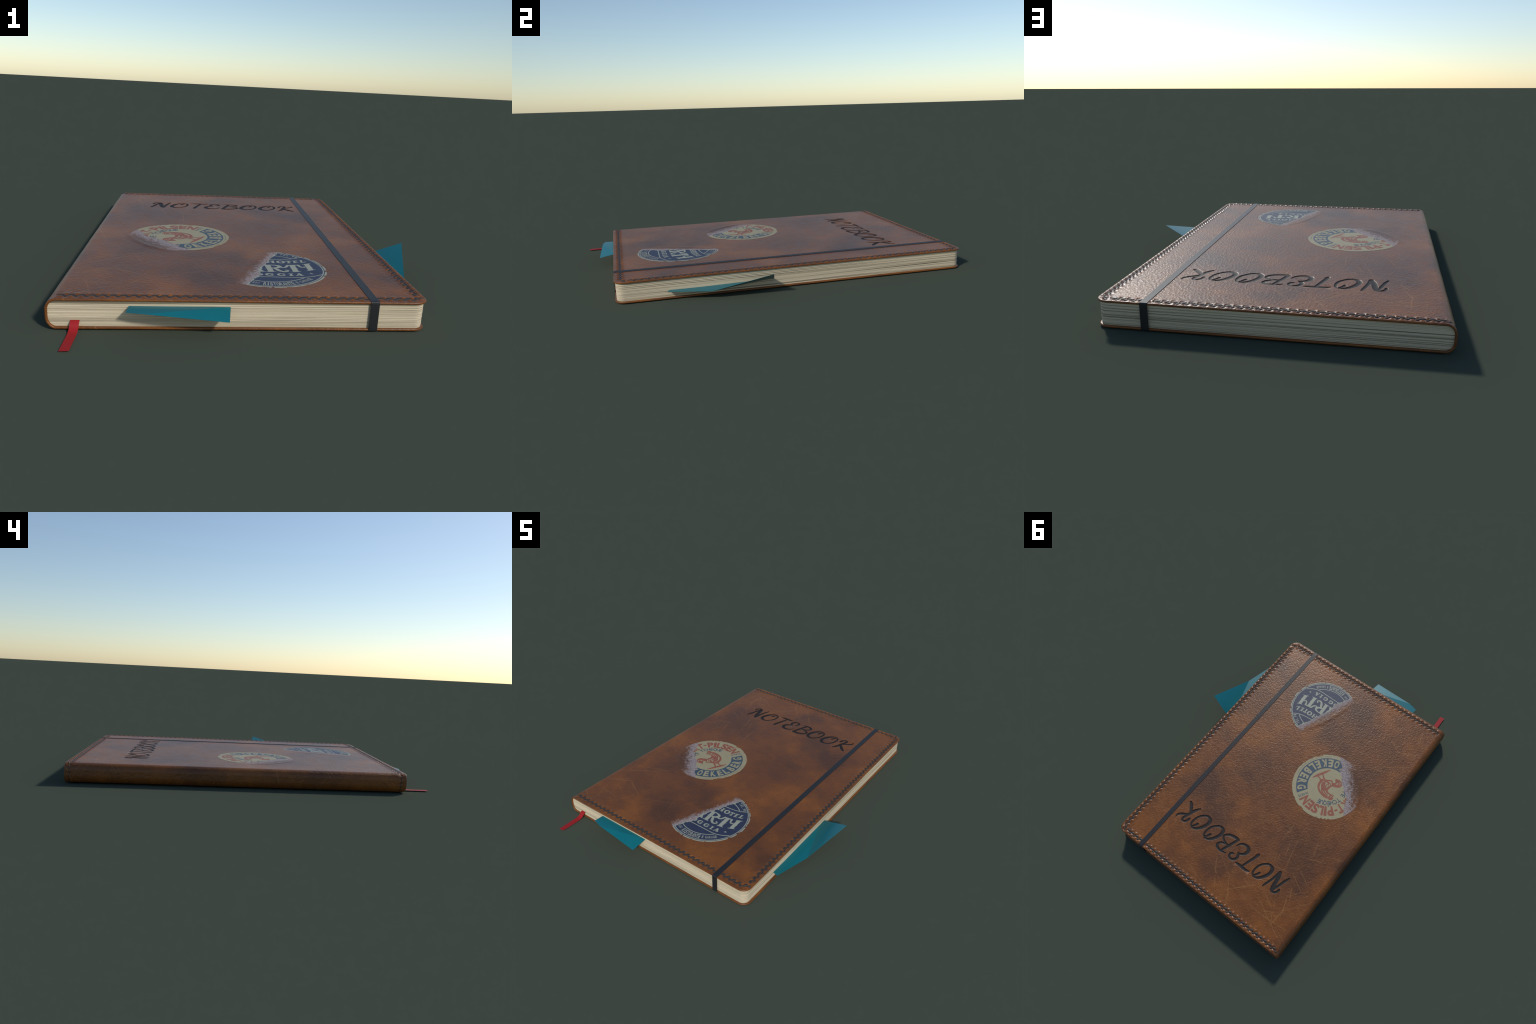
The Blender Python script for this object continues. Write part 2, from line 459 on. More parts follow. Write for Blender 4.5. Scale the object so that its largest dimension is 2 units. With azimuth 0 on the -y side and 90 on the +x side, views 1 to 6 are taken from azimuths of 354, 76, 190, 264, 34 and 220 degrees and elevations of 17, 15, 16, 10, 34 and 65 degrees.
LEATHER = leather_material()
ENGRAVED = simple_material("burnt_engraving", (0.020, 0.015, 0.013), 0.62, 0.2, 200, 0.25, 320, spec=0.3)
THREAD = thread_material()
PAGES = page_material()
ELASTIC = elastic_material()
RIBBON = ribbon_material()
NOTE = note_material()
CREAM1 = print_material("aged_cream_paper", (0.355, 0.302, 0.175), 0.08)
BLUE1 = print_material("slate_blue_ink", (0.050, 0.080, 0.108))
RED1 = print_material("brick_red_ink", (0.285, 0.088, 0.048))
CREAM2 = print_material("pale_grey_paper", (0.350, 0.350, 0.268), 0.08)
NAVY2 = print_material("navy_ink", (0.030, 0.038, 0.074), 0.2)

# ------------------------------------------------------------------ the thing
book = bpy.data.objects.new("notebook", None)
bpy.context.scene.collection.objects.link(book)
book["label"] = "brown leather notebook with torn stickers, elastic strap and ribbon"
book["category"] = "notebook"

# ------------------------------------------------------------------ engraved title strokes (x, y, half width)
def shifted(stroke, dx, dy):
    return [(x + dx, y + dy, w) for x, y, w in stroke]
O_STROKE = [(-0.326, 0.678, 0.0066), (-0.319, 0.694, 0.0066), (-0.309, 0.707, 0.0056), (-0.299, 0.710, 0.0047),
            (-0.291, 0.698, 0.0056), (-0.290, 0.672, 0.0061), (-0.299, 0.640, 0.0061), (-0.320, 0.614, 0.0062),
            (-0.342, 0.601, 0.0066), (-0.364, 0.604, 0.0090), (-0.376, 0.617, 0.0101), (-0.378, 0.641, 0.0101),
            (-0.367, 0.671, 0.0098), (-0.349, 0.697, 0.0086), (-0.329, 0.713, 0.0065), (-0.305, 0.718, 0.0028)]
TITLE = [
    [[(-0.391, 0.726, 0.0037), (-0.401, 0.696, 0.0065), (-0.415, 0.647, 0.0074), (-0.424, 0.598, 0.0084)],
     [(-0.426, 0.597, 0.0080), (-0.436, 0.633, 0.0107), (-0.443, 0.687, 0.0111), (-0.448, 0.713, 0.0092)],
     [(-0.485, 0.686, 0.0060), (-0.480, 0.705, 0.0069), (-0.469, 0.718, 0.0062), (-0.452, 0.718, 0.0078)],
     [(-0.453, 0.708, 0.0064), (-0.467, 0.668, 0.0071), (-0.480, 0.625, 0.0069), (-0.492, 0.594, 0.0042)]],
    [O_STROKE],
    [[(-0.169, 0.718, 0.0024), (-0.191, 0.715, 0.0071), (-0.219, 0.716, 0.0085), (-0.249, 0.716, 0.0075), (-0.271, 0.709, 0.0028)],
     [(-0.216, 0.709, 0.0059), (-0.229, 0.669, 0.0069), (-0.243, 0.627, 0.0081), (-0.251, 0.595, 0.0091)]],
    [[(-0.107, 0.630, 0.0034), (-0.119, 0.610, 0.0053), (-0.139, 0.597, 0.0070), (-0.165, 0.595, 0.0092), (-0.184, 0.608, 0.0101),
      (-0.185, 0.631, 0.0096), (-0.173, 0.650, 0.0077), (-0.154, 0.660, 0.0053), (-0.139, 0.659, 0.0024)],
     [(-0.145, 0.662, 0.0043), (-0.153, 0.672, 0.0069), (-0.158, 0.690, 0.0079), (-0.149, 0.709, 0.0071), (-0.131, 0.717, 0.0064),
      (-0.114, 0.712, 0.0062), (-0.108, 0.698, 0.0062), (-0.113, 0.686, 0.0060), (-0.123, 0.681, 0.0048)]],
    [[(-0.049, 0.712, 0.0063), (-0.068, 0.663, 0.0080), (-0.088, 0.607, 0.0080)],
     [(-0.082, 0.707, 0.0038), (-0.065, 0.714, 0.0053), (-0.038, 0.716, 0.0070), (-0.015, 0.709, 0.0077), (-0.005, 0.695, 0.0073),
      (-0.014, 0.677, 0.0063), (-0.036, 0.666, 0.0053), (-0.062, 0.661, 0.0039)],
     [(-0.056, 0.660, 0.0034), (-0.034, 0.657, 0.0054), (-0.010, 0.645, 0.0061), (-0.004, 0.627, 0.0066), (-0.022, 0.608, 0.0076),
      (-0.053, 0.597, 0.0088), (-0.081, 0.595, 0.0093), (-0.095, 0.597, 0.0063)]],
    [shifted(O_STROKE, 0.396, -0.003)],
    [shifted(O_STROKE, 0.506, -0.005)],
    [[(0.245, 0.679, 0.0070), (0.249, 0.698, 0.0070), (0.262, 0.712, 0.0065), (0.277, 0.712, 0.0060), (0.281, 0.696, 0.0073),
      (0.267, 0.657, 0.0088), (0.253, 0.617, 0.0089), (0.233, 0.587, 0.0046)],
     [(0.325, 0.720, 0.0020), (0.323, 0.699, 0.0063), (0.302, 0.681, 0.0068), (0.279, 0.665, 0.0056), (0.268, 0.654, 0.0045)],
     [(0.314, 0.588, 0.0067), (0.298, 0.601, 0.0097), (0.280, 0.623, 0.0091), (0.264, 0.647, 0.0063)]]]
CARVE = 0.0027

# ------------------------------------------------------------------ leather cover
def stitch_positions():
    """(x, y, direction angle, side sign towards the inside) along the seam: foot, fore edge, head."""
    out = []
    r = 0.028
    def run(a, b, ang, inner):
        L = math.hypot(b[0] - a[0], b[1] - a[1]); n = int(round(L / STITCH))
        for i in range(n):
            t = (i + 0.5) / n
            out.append((a[0] + (b[0] - a[0]) * t, a[1] + (b[1] - a[1]) * t, ang, inner))
    run((X0 + 0.030, SEAM_Y0), (SEAM_X - r, SEAM_Y0), 0.0, 1)
    out.append((SEAM_X - r * 0.29, SEAM_Y0 + r * 0.29, math.pi / 4, 1))
    run((SEAM_X, SEAM_Y0 + r), (SEAM_X, SEAM_Y1 - r), math.pi / 2, 1)
    out.append((SEAM_X - r * 0.29, SEAM_Y1 - r * 0.29, 3 * math.pi / 4, 1))
    run((SEAM_X - r, SEAM_Y1), (X0 + 0.030, SEAM_Y1), math.pi, 1)
    return out
SEAM = stitch_positions()

RX, RZT, RZB = 0.035, 0.040, 0.043     # spine roundings
def section(fine=True):
    """Outer U-shaped section from the upper fore edge round the spine to the lower fore edge: (x, z)."""
    xs_end = X0 + RX
    pts = []
    xe = X1 - EDGE
    a = list(np.linspace(xe, SEAM_X - 0.022, 22)) + list(np.linspace(SEAM_X - 0.022, xs_end, 330))[1:]
    pts += [(x, ZT) for x in a]
    for t in np.linspace(0, math.pi / 2, 19)[1:]:
        pts.append((xs_end - RX * math.sin(t), ZT - RZT + RZT * math.cos(t)))
    zs = np.linspace(ZT - RZT, ZB + RZB, 10)[1:]
    pts += [(X0, z_) for z_ in zs]
    for t in np.linspace(0, math.pi / 2, 19)[1:]:
        pts.append((xs_end - RX * math.cos(t), ZB + RZB - RZB * math.sin(t)))
    pts += [(x, ZB) for x in np.linspace(xs_end, xe - CORNER, 60)[1:]]
    pts += [(x, ZB) for x in np.linspace(xe - CORNER, xe, 20)[1:]]
    return np.array(pts)

def build_cover():
    sec = section()
    ns = len(sec)
    tan = np.gradient(sec, axis=0); tan /= np.linalg.norm(tan, axis=1)[:, None]
    nrm = np.c_[-tan[:, 1], tan[:, 0]]
    nrm = -nrm if nrm[0, 1] < 0 else nrm           # outward (up on the top board)
    # param across the height of the book
    ya = list(np.linspace(Y0 + EDGE, SEAM_Y0 + 0.020, 20)); yb = list(np.linspace(SEAM_Y0 + 0.020, SEAM_Y1 - 0.020, 470))[1:]
    yc = list(np.linspace(SEAM_Y1 - 0.020, Y1 - EDGE, 20))[1:]
    ys = np.array(ya + yb + yc); nt = len(ys)
    tpar = (ys - ys[0]) / (ys[-1] - ys[0])
    rr = CORNER - EDGE
    dx = np.clip(sec[:, 0] - (X1 - CORNER), 0, rr)
    inset = rr - np.sqrt(np.maximum(rr * rr - dx * dx, 0.0))
    ylo = Y0 + EDGE + inset; yhi = Y1 - EDGE - inset
    X = np.repeat(sec[:, :1], nt, 1); Zz = np.repeat(sec[:, 1:], nt, 1)
    Yy = ylo[:, None] + (yhi - ylo)[:, None] * tpar[None, :]
    # relief on the upper board: puckers at the seam, folds beside the torn stickers
    top = (sec[:, 1] > ZT - 1e-6)
    H = np.zeros_like(X)
    xs, yy = X[top], Yy[top]
    h = np.zeros_like(xs)
    for (sx, sy, ang, inner) in SEAM:
        ca, sa = math.cos(ang), math.sin(ang)
        m = (np.abs(xs - sx) < 0.04) & (np.abs(yy - sy) < 0.04)
        if not m.any():
            continue
        ax, ay = xs[m] - sx, yy[m] - sy
        a = ax * ca + ay * sa; b = -ax * sa + ay * ca      # b > 0 is the inner side
        g = lambda a0, b0, ra, rb: np.exp(-((a - a0) / ra) ** 2 - ((b - b0) / rb) ** 2)
        h[m] += -0.0030 * g(0, 0.004, 0.013, 0.008) + 0.0038 * g(STITCH / 2, 0.0115, 0.0075, 0.0085) \
                + 0.0036 * g(0, -0.0115, 0.0090, 0.0065) - 0.0034 * g(STITCH / 2, -0.0070, 0.0075, 0.0075)
    h *= 1 - np.clip((BAND_W * 0.5 + 0.006 - np.abs(xs - BAND_X)) / 0.005, 0, 1)     # pressed flat under the strap
    for (p, d, n), r, off, amp in ((F1, S1R, 0.50, 0.0022), (F2, S2R, 0.26, 0.0011)):
        a = (xs - p[0]) * d[0] + (yy - p[1]) * d[1]; b = (xs - p[0]) * n[0] + (yy - p[1]) * n[1]
        bow = off * r * (1 - (a / (r * 1.0)) ** 2 * 0.55)
        h += amp * np.exp(-((b - bow) / 0.014) ** 2) * np.exp(-(a / (r * 0.75)) ** 4)
    H[top] = h
    V = np.stack([X + H * nrm[:, :1], Yy, Zz + H * nrm[:, 1:]], -1)
    # gentle wear: spine slightly uneven
    sp = (sec[:, 0] < X0 + RX) & (sec[:, 1] > ZB + 0.01)
    wob = 0.0007 * (np.sin(ys * 23.0) + np.sin(ys * 51.0 + 1.3) * 0.6)
    V[sp, :, 0] += wob[None, :] * 0.4
    for ysp in (SEAM_Y0, SEAM_Y1):
        for zc in (0.0985, 0.0755, 0.0525, 0.0305, 0.0110):
            m = np.exp(-((V[:, :, 1] - ysp) / 0.0075) ** 2 - ((V[:, :, 2] - zc) / 0.0055) ** 2) * sp[:, None]
            V[:, :, 0] -= 0.0022 * m * nrm[:, :1]; V[:, :, 2] -= 0.0022 * m * nrm[:, 1:]
    verts = V.reshape(-1, 3).tolist()
    idx = np.arange(ns * nt).reshape(ns, nt)

    # window for the engraved title: whole grid cells on the flat upper board
    topi = np.where(top)[0]
    i0 = max(i for i in topi if sec[i, 0] > 0.338); i1 = min(i for i in topi if sec[i, 0] < -0.505)
    j0 = max(j for j in range(nt) if ys[j] < 0.574); j1 = min(j for j in range(nt) if ys[j] > 0.742)
    mask = np.ones((ns - 1, nt - 1), bool); mask[i0:i1, j0:j1] = False
    A = idx[:-1, :-1][mask]; B = idx[1:, :-1][mask]; C = idx[1:, 1:][mask]; D = idx[:-1, 1:][mask]
    faces = np.stack([A, D, C, B], 1).tolist()
    if nrm[0, 1] < 0:
        faces = [f[::-1] for f in faces]

    # triangulate the window with the letter outlines as constraints
    ring = [int(idx[i, j0]) for i in range(i0, i1)] + [int(idx[i1, j]) for j in range(j0, j1)] + \
           [int(idx[i, j1]) for i in range(i1, i0, -1)] + [int(idx[i0, j]) for j in range(j1, j0, -1)]
    frame = [(verts[k][0], verts[k][1]) for k in ring]
    centre = [catmull(s, 14) for L in TITLE for s in L]
    polys, owner = [frame], [-1]
    for li, L in enumerate(TITLE):
        for s in L:
            for sc in (1.40, 1.27, 1.10, 0.84, 0.3):
                for q in stroke_quads(s, sc):
                    polys.append(q); owner.append(li if sc == 1.10 else -2)
    pts, cf, cen, ov = planar_triangles(polys)
    of = np.full(len(cf), -2)
    of[covers(ccw(frame), cen)] = -1
    for q, li in zip(polys, owner):
        if li >= 0:
            of[covers(q, cen)] = li
    rel = np.full(len(pts), 9.0)
    for c in centre:
        c = np.array(c)
        for k in range(len(c)):
            d = np.hypot(pts[:, 0] - c[k, 0], pts[:, 1] - c[k, 1]) / max(c[k, 2], 1e-4)
            rel = np.minimum(rel, d)
    depth = np.interp(rel, [0.0, 0.86, 1.10, 1.26], [CARVE, CARVE * 0.93, 0.0010, 0.0])
    remap = {}
    def cover_vertex(k):
        if k not in remap:
            src = [o for o in ov[k] if o < len(ring)]
            if src:
                remap[k] = ring[src[0]]
            else:
                verts.append([pts[k, 0], pts[k, 1], ZT - depth[k]]); remap[k] = len(verts) - 1
        return remap[k]
    letters = [([], {}) for _ in TITLE]
    rim = set()
    tri_letter = []
    for tri, own in zip(cf, of):
        if own >= 0:
            tri_letter.append((tri, int(own)))
        elif own == -1:
            faces.append([cover_vertex(t) for t in tri])
            rim.update(tri)
    for tri, li in tri_letter:
        fl, vm = letters[li]
        t3 = tri
        for t in t3:
            if t not in vm:
                zz = ZT - depth[t]
                vm[t] = (len(vm), (pts[t, 0], pts[t, 1], zz))
        fl.append([vm[t][0] for t in t3])

    # board edges: half-round lip leading to the inner face
    loop = [(i, 0) for i in range(ns)] + [(ns - 1, j) for j in range(1, nt)] + \
           [(i, nt - 1) for i in range(ns - 2, -1, -1)] + [(0, j) for j in range(nt - 2, 0, -1)]
    def outward(i, j):
        o = np.zeros(3)
        if dx[i] > 0 and (j == 0 or j == nt - 1):       # rounded corner
            o[0] = dx[i]; o[1] = (-1 if j == 0 else 1) * math.sqrt(max(rr * rr - dx[i] ** 2, 0))
        elif j == 0 or j == nt - 1:
            o[1] = -1 if j == 0 else 1
        else:
            o[0] = 1
        return o / (np.linalg.norm(o) + 1e-12)
    STEPS = 7
    rings = [[int(idx[i, j]) for (i, j) in loop]]
    for s in range(1, STEPS + 1):
        ph = math.pi * s / STEPS
        cur = []
        for (i, j) in loop:
            p = np.array(verts[int(idx[i, j])]) - H[i, j] * np.array((nrm[i, 0], 0, nrm[i, 1]))
            p = p + outward(i, j) * EDGE * math.sin(ph) - np.array((nrm[i, 0], 0, nrm[i, 1])) * THICK * (1 - math.cos(ph)) / 2
            cur.append(len(verts)); verts.append(p.tolist())
        rings.append(cur)
    nl = len(loop)
    for r0, r1 in zip(rings[:-1], rings[1:]):
        for k in range(nl):
            k2 = (k + 1) % nl
            faces.append([r0[k], r0[k2], r1[k2], r1[k]])
    # inner face: one long strip per section step, plain caps at the fore edges
    inner = {loop[k]: rings[-1][k] for k in range(nl)}
    for i in range(1, ns - 2):
        faces.append([inner[(i, 0)], inner[(i + 1, 0)], inner[(i + 1, nt - 1)], inner[(i, nt - 1)]])
    faces.append([inner[(0, j)] for j in range(nt)] + [inner[(1, nt - 1)], inner[(1, 0)]])
    faces.append([inner[(ns - 2, 0)]] + [inner[(ns - 1, j)] for j in range(nt)] + [inner[(ns - 2, nt - 1)]])
    me = bpy.data.meshes.new("leather_cover")
    me.from_pydata(verts, [], faces)
    bm = bmesh.new(); bm.from_mesh(me)
    bmesh.ops.recalc_face_normals(bm, faces=bm.faces)
    bm.to_mesh(me); bm.free()
    me.polygons.foreach_set("use_smooth", [True] * len(me.polygons))
    me.set_sharp_from_angle(angle=math.radians(50))
    me.materials.append(LEATHER)
    cover = new_object("leather_cover", me, book)
    for (fl, vm) in letters:
        vv = [p for _, p in sorted(vm.values(), key=lambda q: q[0])]
        lm = mesh_from("letter", vv, fl, True, 60)
        lm.materials.append(ENGRAVED)
        new_object("letter", lm, cover)
    return cover
cover = build_cover()

# ------------------------------------------------------------------ stitches
def lens(cx, cy, la, lb, rot, height, sink, nu=10, nv=6):
    """Plump leaf-shaped pad of thread."""
    vs, fs = [], []
    ca, sa = math.cos(rot), math.sin(rot)
    for i in range(nu + 1):
        t = -1 + 2 * i / nu
        w = lb * (1 - t * t) ** 1.15 + 0.0004
        for j in range(nv + 1):
            s = -1 + 2 * j / nv
            x, y = la * t, w * s
            z_ = (height + sink) * (1 - s * s) ** 0.6 * (1 - t ** 4) - sink
            vs.append((cx + x * ca - y * sa, cy + x * sa + y * ca, z_))
    for i in range(nu):
        for j in range(nv):
            a = i * (nv + 1) + j
            fs.append((a, a + nv + 1, a + nv + 2, a + 1))
    return vs, fs

def stitch_mesh(height, sink, name):
    vs, fs = [], []
    def put(part):
        b = len(vs); vs.extend(part[0]); fs.extend([tuple(i + b for i in f) for f in part[1]])
    put(lens(0.0, 0.0060, 0.0168, 0.0092, 0.16, height, sink))              # inner strand
    put(lens(STITCH / 2, -0.0052, 0.0130, 0.0070, 0.14, height * 0.6, sink, 8, 4))   # outer strand
    put(lens(STITCH / 4, 0.0008, 0.0105, 0.0017, -0.22, height * 0.75, sink, 8, 4))    # crossing cord
    put(lens(-STITCH / 4, 0.0008, 0.0105, 0.0017, 0.22, height * 0.55, sink, 8, 4))
    me = mesh_from(name, vs, fs)
    me.materials.append(THREAD)
    return me
TOP_STITCH = stitch_mesh(0.0017, 0.0040, "stitch")
LOW_STITCH = stitch_mesh(0.0011, 0.0008, "stitch")
def spine_stitch_mesh():
    a = lens(0.0, 0.0, 0.0110, 0.0036, 0.06, 0.0010, 0.0026, 10, 6)
    me = mesh_from("stitch", a[0], a[1]); me.materials.append(THREAD)
    return me
SPINE_STITCH = spine_stitch_mesh()

def place_stitch(mesh, pos, tangent, up):
    t = Vector(tangent).normalized(); u = Vector(up).normalized(); s = u.cross(t)
    ob = new_object("stitch", mesh, cover)
    k = 1 + rng.uniform(-0.05, 0.05)
    M = Matrix((t * k, s * (1 + rng.uniform(-0.08, 0.08)), u)).transposed().to_4x4()
    ob.matrix_world = Matrix.Translation(pos) @ M @ Matrix.Rotation(rng.uniform(-0.05, 0.05), 4, "Z")
for (sx, sy, ang, inner) in SEAM:
    if abs(sx - BAND_X) < 0.012:
        continue                                # hidden under the strap
    place_stitch(TOP_STITCH, (sx, sy, ZT), (math.cos(ang), math.sin(ang), 0), (0, 0, 1))
for (sx, sy, ang, inner) in SEAM:
    place_stitch(LOW_STITCH, (sx, sy, ZB), (-math.cos(ang), -math.sin(ang), 0), (0, 0, -1))
for ysp, sg in ((SEAM_Y0, 1), (SEAM_Y1, -1)):
    for zc in (0.0870, 0.0635, 0.0415, 0.0200):
        if zc > ZT - RZT:                       # follow the rounded spine
            co = (zc - (ZT - RZT)) / RZT; up = 1
        elif zc < ZB + RZB:
            co = (ZB + RZB - zc) / RZB; up = -1
        else:
            co = 0.0; up = 0
        si = math.sqrt(1 - co * co)
        nv = Vector((-si / RX, 0, up * co / RZT)).normalized()
        tg = Vector((nv.z, 0, -nv.x)) * sg
        place_stitch(SPINE_STITCH, (X0 + RX * (1 - si), ysp, zc), tg, nv)

# ------------------------------------------------------------------ page block
def build_pages():
    zlo, zhi = ZB + THICK - 0.0004, ZT - THICK + 0.0004
    levels, insets = [], []
    zz = zlo
    while zz < zhi - 0.0012:
        t = rng.choice((0.0018, 0.0022, 0.0026, 0.0032, 0.0042, 0.0024))
        t = min(t, zhi - zz)
        gap = rng.uniform(0.0008, 0.0024); lip = rng.uniform(0.0, 0.0009)
        for f, ins in ((0.0, gap), (0.22, lip), (0.78, lip + rng.uniform(-0.0002, 0.0002))):
            levels.append(zz + f * t); insets.append(ins)
        zz += t
    levels.append(zhi); insets.append(0.0006)
    def spine_x(z_):
        xe = X0 + RX
        if z_ > ZT - RZT:
            k = (z_ - (ZT - RZT)) / RZT
        elif z_ < ZB + RZB:
            k = ((ZB + RZB) - z_) / RZB
        else:
            k = 0.0
        rx = RX - THICK; lim = min(k * 1.10, 1.0)
        return xe - rx * math.sqrt(max(1 - lim * lim, 0.0)) - 0.0004
    r = CORNER - 0.012
    # outline, parameterised: foot edge, corner, fore edge, corner, head edge
    base = []
    for t in np.linspace(0, 1, 90)[:-1]:
        base.append(("foot", t))
    for a in np.linspace(-math.pi / 2, 0, 12)[:-1]:
        base.append(("c0", a))
    for t in np.linspace(0, 1, 110)[:-1]:
        base.append(("fore", t))
    for a in np.linspace(0, math.pi / 2, 12)[:-1]:
        base.append(("c1", a))
    for t in np.linspace(0, 1, 90):
        base.append(("head", t))
    nb = len(base); verts = []
    ph = nrng.uniform(0, 6.28, (len(levels), 3))
    for li, (z_, ins) in enumerate(zip(levels, insets)):
        xl = spine_x(z_)
        for k, (kind, t) in enumerate(base):
            w = ins + 0.00025 * math.sin(k * 0.13 + ph[li // 3, 0]) + 0.0002 * math.sin(k * 0.31 + ph[li // 3, 1])
            x1, y0, y1 = PX1 - w, PY0 + w, PY1 - w
            if kind == "foot":
                p = (xl + (PX1 - r - xl) * t, y0)
            elif kind == "c0":
                p = (PX1 - r + (r - w) * math.cos(t), PY0 + r + (r - w) * math.sin(t))
            elif kind == "fore":
                p = (x1, PY0 + r + (PY1 - PY0 - 2 * r) * t)
            elif kind == "c1":
                p = (PX1 - r + (r - w) * math.cos(t), PY1 - r + (r - w) * math.sin(t))
            else:
                p = (PX1 - r + (xl - PX1 + r) * t, y1)
            dz = 0.00035 * math.sin(k * 0.045 + ph[li // 3, 2]) if 2 < li < len(levels) - 3 else 0.0
            verts.append((p[0], p[1], z_ + dz))
    faces = []
    for li in range(len(levels) - 1):
        for k in range(nb):
            k2 = (k + 1) % nb
            faces.append((li * nb + k, li * nb + k2, (li + 1) * nb + k2, (li + 1) * nb + k))
    faces.append(tuple(reversed(range(nb)))); faces.append(tuple(range((len(levels) - 1) * nb, len(levels) * nb)))
    me = mesh_from("page_block", verts, faces, True, 35)
    me.materials.append(PAGES)
    return new_object("page_block", me, book)
build_pages()

# ------------------------------------------------------------------ elastic strap
def build_band():
    t = BAND_T
    r = 0.004
    # centre path of the inner face in (y, z), running round the closed book
    yl, yh, zl, zh = Y0 - 0.0002, Y1 + 0.0002, ZB, ZT + 0.0004
    path = []
    def corner(cy, cz, a0):
        for a in np.linspace(a0, a0 + math.pi / 2, 7):
            path.append((cy + r * math.cos(a), cz + r * math.sin(a), math.cos(a), math.sin(a)))
    def line(p, q, n, k):
        for s in np.linspace(0, 1, k + 2)[1:-1]:
            path.append((p[0] + (q[0] - p[0]) * s, p[1] + (q[1] - p[1]) * s, *n))
    corner(yh - r, zl + r, -math.pi / 2); line((yh, zl + r), (yh, zh - r), (1, 0), 6)
    corner(yh - r, zh - r, 0); line((yh - r, zh), (yl + r, zh), (0, 1), 60)
    corner(yl + r, zh - r, math.pi / 2); line((yl, zh - r), (yl, zl + r), (-1, 0), 6)
    corner(yl + r, zl + r, math.pi); line((yl + r, zl), (yh - r, zl), (0, -1), 20)
    ribs = 7; prof = []
    half = BAND_W / 2
    m = ribs * 6
    for i in range(m + 1):
        u = i / m
        hgt = t * (0.72 + 0.28 * abs(math.sin(math.pi * ribs * u)) ** 0.6)
        if i in (0, m):
            hgt = t * 0.35
        prof.append((-half + BAND_W * u, hgt))
    npf = len(prof)
    verts, faces = [], []
    for (y, z_, ny, nz) in path:
        lim = min(1.0, (z_ / t) if nz < -0.5 else 1.0)
        tt = 1.0 if nz > -0.5 else (ZB / t) * 0.98
        for (px, h) in prof:
            verts.append((BAND_X + px, y + ny * h * tt, max(z_ + nz * h * tt, 0.0)))
        verts.append((BAND_X + half, y, z_)); verts.append((BAND_X - half, y, z_))
    k = npf + 2; n = len(path)
    for i in range(n):
        a, b = i * k, ((i + 1) % n) * k
        for j in range(k):
            j2 = (j + 1) % k
            faces.append((a + j, a + j2, b + j2, b + j))
    me = mesh_from("elastic_band", verts, faces, True, 50)
    me.materials.append(ELASTIC)
    bm = bmesh.new(); bm.from_mesh(me); bmesh.ops.recalc_face_normals(bm, faces=bm.faces); bm.to_mesh(me); bm.free()
    return new_object("elastic_band", me, book)
build_band()

# ------------------------------------------------------------------ ribbon bookmark
def build_ribbon():
    spine = catmull([(-0.6225, -0.800, 0.0335), (-0.6225, -0.832, 0.0318), (-0.6228, -0.846, 0.0245), (-0.6232, -0.857, 0.0130),
                     (-0.6236, -0.872, 0.0050), (-0.6240, -0.895, 0.0026), (-0.6240, -0.940, 0.0022), (-0.6238, -0.9985, 0.0020)], 8)
    half, th = 0.0147, 0.0011
    verts, faces = [], []
    n = len(spine); m = 10
    for i in range(n):
        d = spine[min(i + 1, n - 1)] - spine[max(i - 1, 0)]
        d /= np.linalg.norm(d)
        side = np.array((1.0, 0, 0)); up = np.cross(side, -d); up /= np.linalg.norm(up)
        if up[2] < 0:
            up = -up
        for lay in (1, -1):
            for j in range(m + 1):
                u = -1 + 2 * j / m
                if lay < 0:
                    u = -u
                p = spine[i] + side * half * u + up * (lay * th / 2 + 0.00025 * math.cos(u * 14))
                if i == n - 1:
                    p[1] += 0.0012 * u * (1 if lay > 0 else 1)
                p[2] = max(p[2], 0.0)
                verts.append(p)
    k = 2 * (m + 1)
    for i in range(n - 1):
        for j in range(k):
            j2 = (j + 1) % k
            faces.append((i * k + j, i * k + j2, (i + 1) * k + j2, (i + 1) * k + j))
    faces.append(tuple(range(k))); faces.append(tuple(reversed(range((n - 1) * k, n * k))))
    me = mesh_from("ribbon_bookmark", verts, faces, True, 40)
    me.materials.append(RIBBON)
    bm = bmesh.new(); bm.from_mesh(me); bmesh.ops.recalc_face_normals(bm, faces=bm.faces); bm.to_mesh(me); bm.free()
    return new_object("ribbon_bookmark", me, book)
build_ribbon()

# ------------------------------------------------------------------ sticky notes
def build_note(patches, thickness=0.0006):
    """A folded slip: list of four-cornered facets, each given as (a, b, c, d)."""
    bm = bmesh.new()
    n = 10
    for (a, b, c, d) in patches:
        a, b, c, d = (np.array(q, float) for q in (a, b, c, d))
        grid = []
        for i in range(n + 1):
            s = i / n; row = []
            for j in range(n + 1):
                t = j / n
                p = a * (1 - s) * (1 - t) + b * s * (1 - t) + c * s * t + d * (1 - s) * t
                row.append(bm.verts.new(p))
            grid.append(row)
        for i in range(n):
            for j in range(n):
                try:
                    bm.faces.new((grid[i][j], grid[i + 1][j], grid[i + 1][j + 1], grid[i][j + 1]))
                except ValueError:
                    pass
    bmesh.ops.remove_doubles(bm, verts=bm.verts, dist=1e-5)
    bmesh.ops.recalc_face_normals(bm, faces=bm.faces)
    me = bpy.data.meshes.new("sticky_note")
    bm.to_mesh(me); bm.free()
    me.polygons.foreach_set("use_smooth", [True] * len(me.polygons))
    me.materials.append(NOTE)
    ob = new_object("sticky_note", me, book)
    sol = ob.modifiers.new("paper", "SOLIDIFY"); sol.thickness = thickness; sol.offset = 0.0
    dg = bpy.context.evaluated_depsgraph_get()
    me2 = bpy.data.meshes.new_from_object(ob.evaluated_get(dg))
    me2.name = "sticky_note"
    ob.modifiers.clear(); ob.data = me2
    me2.set_sharp_from_angle(angle=math.radians(6))
    return ob
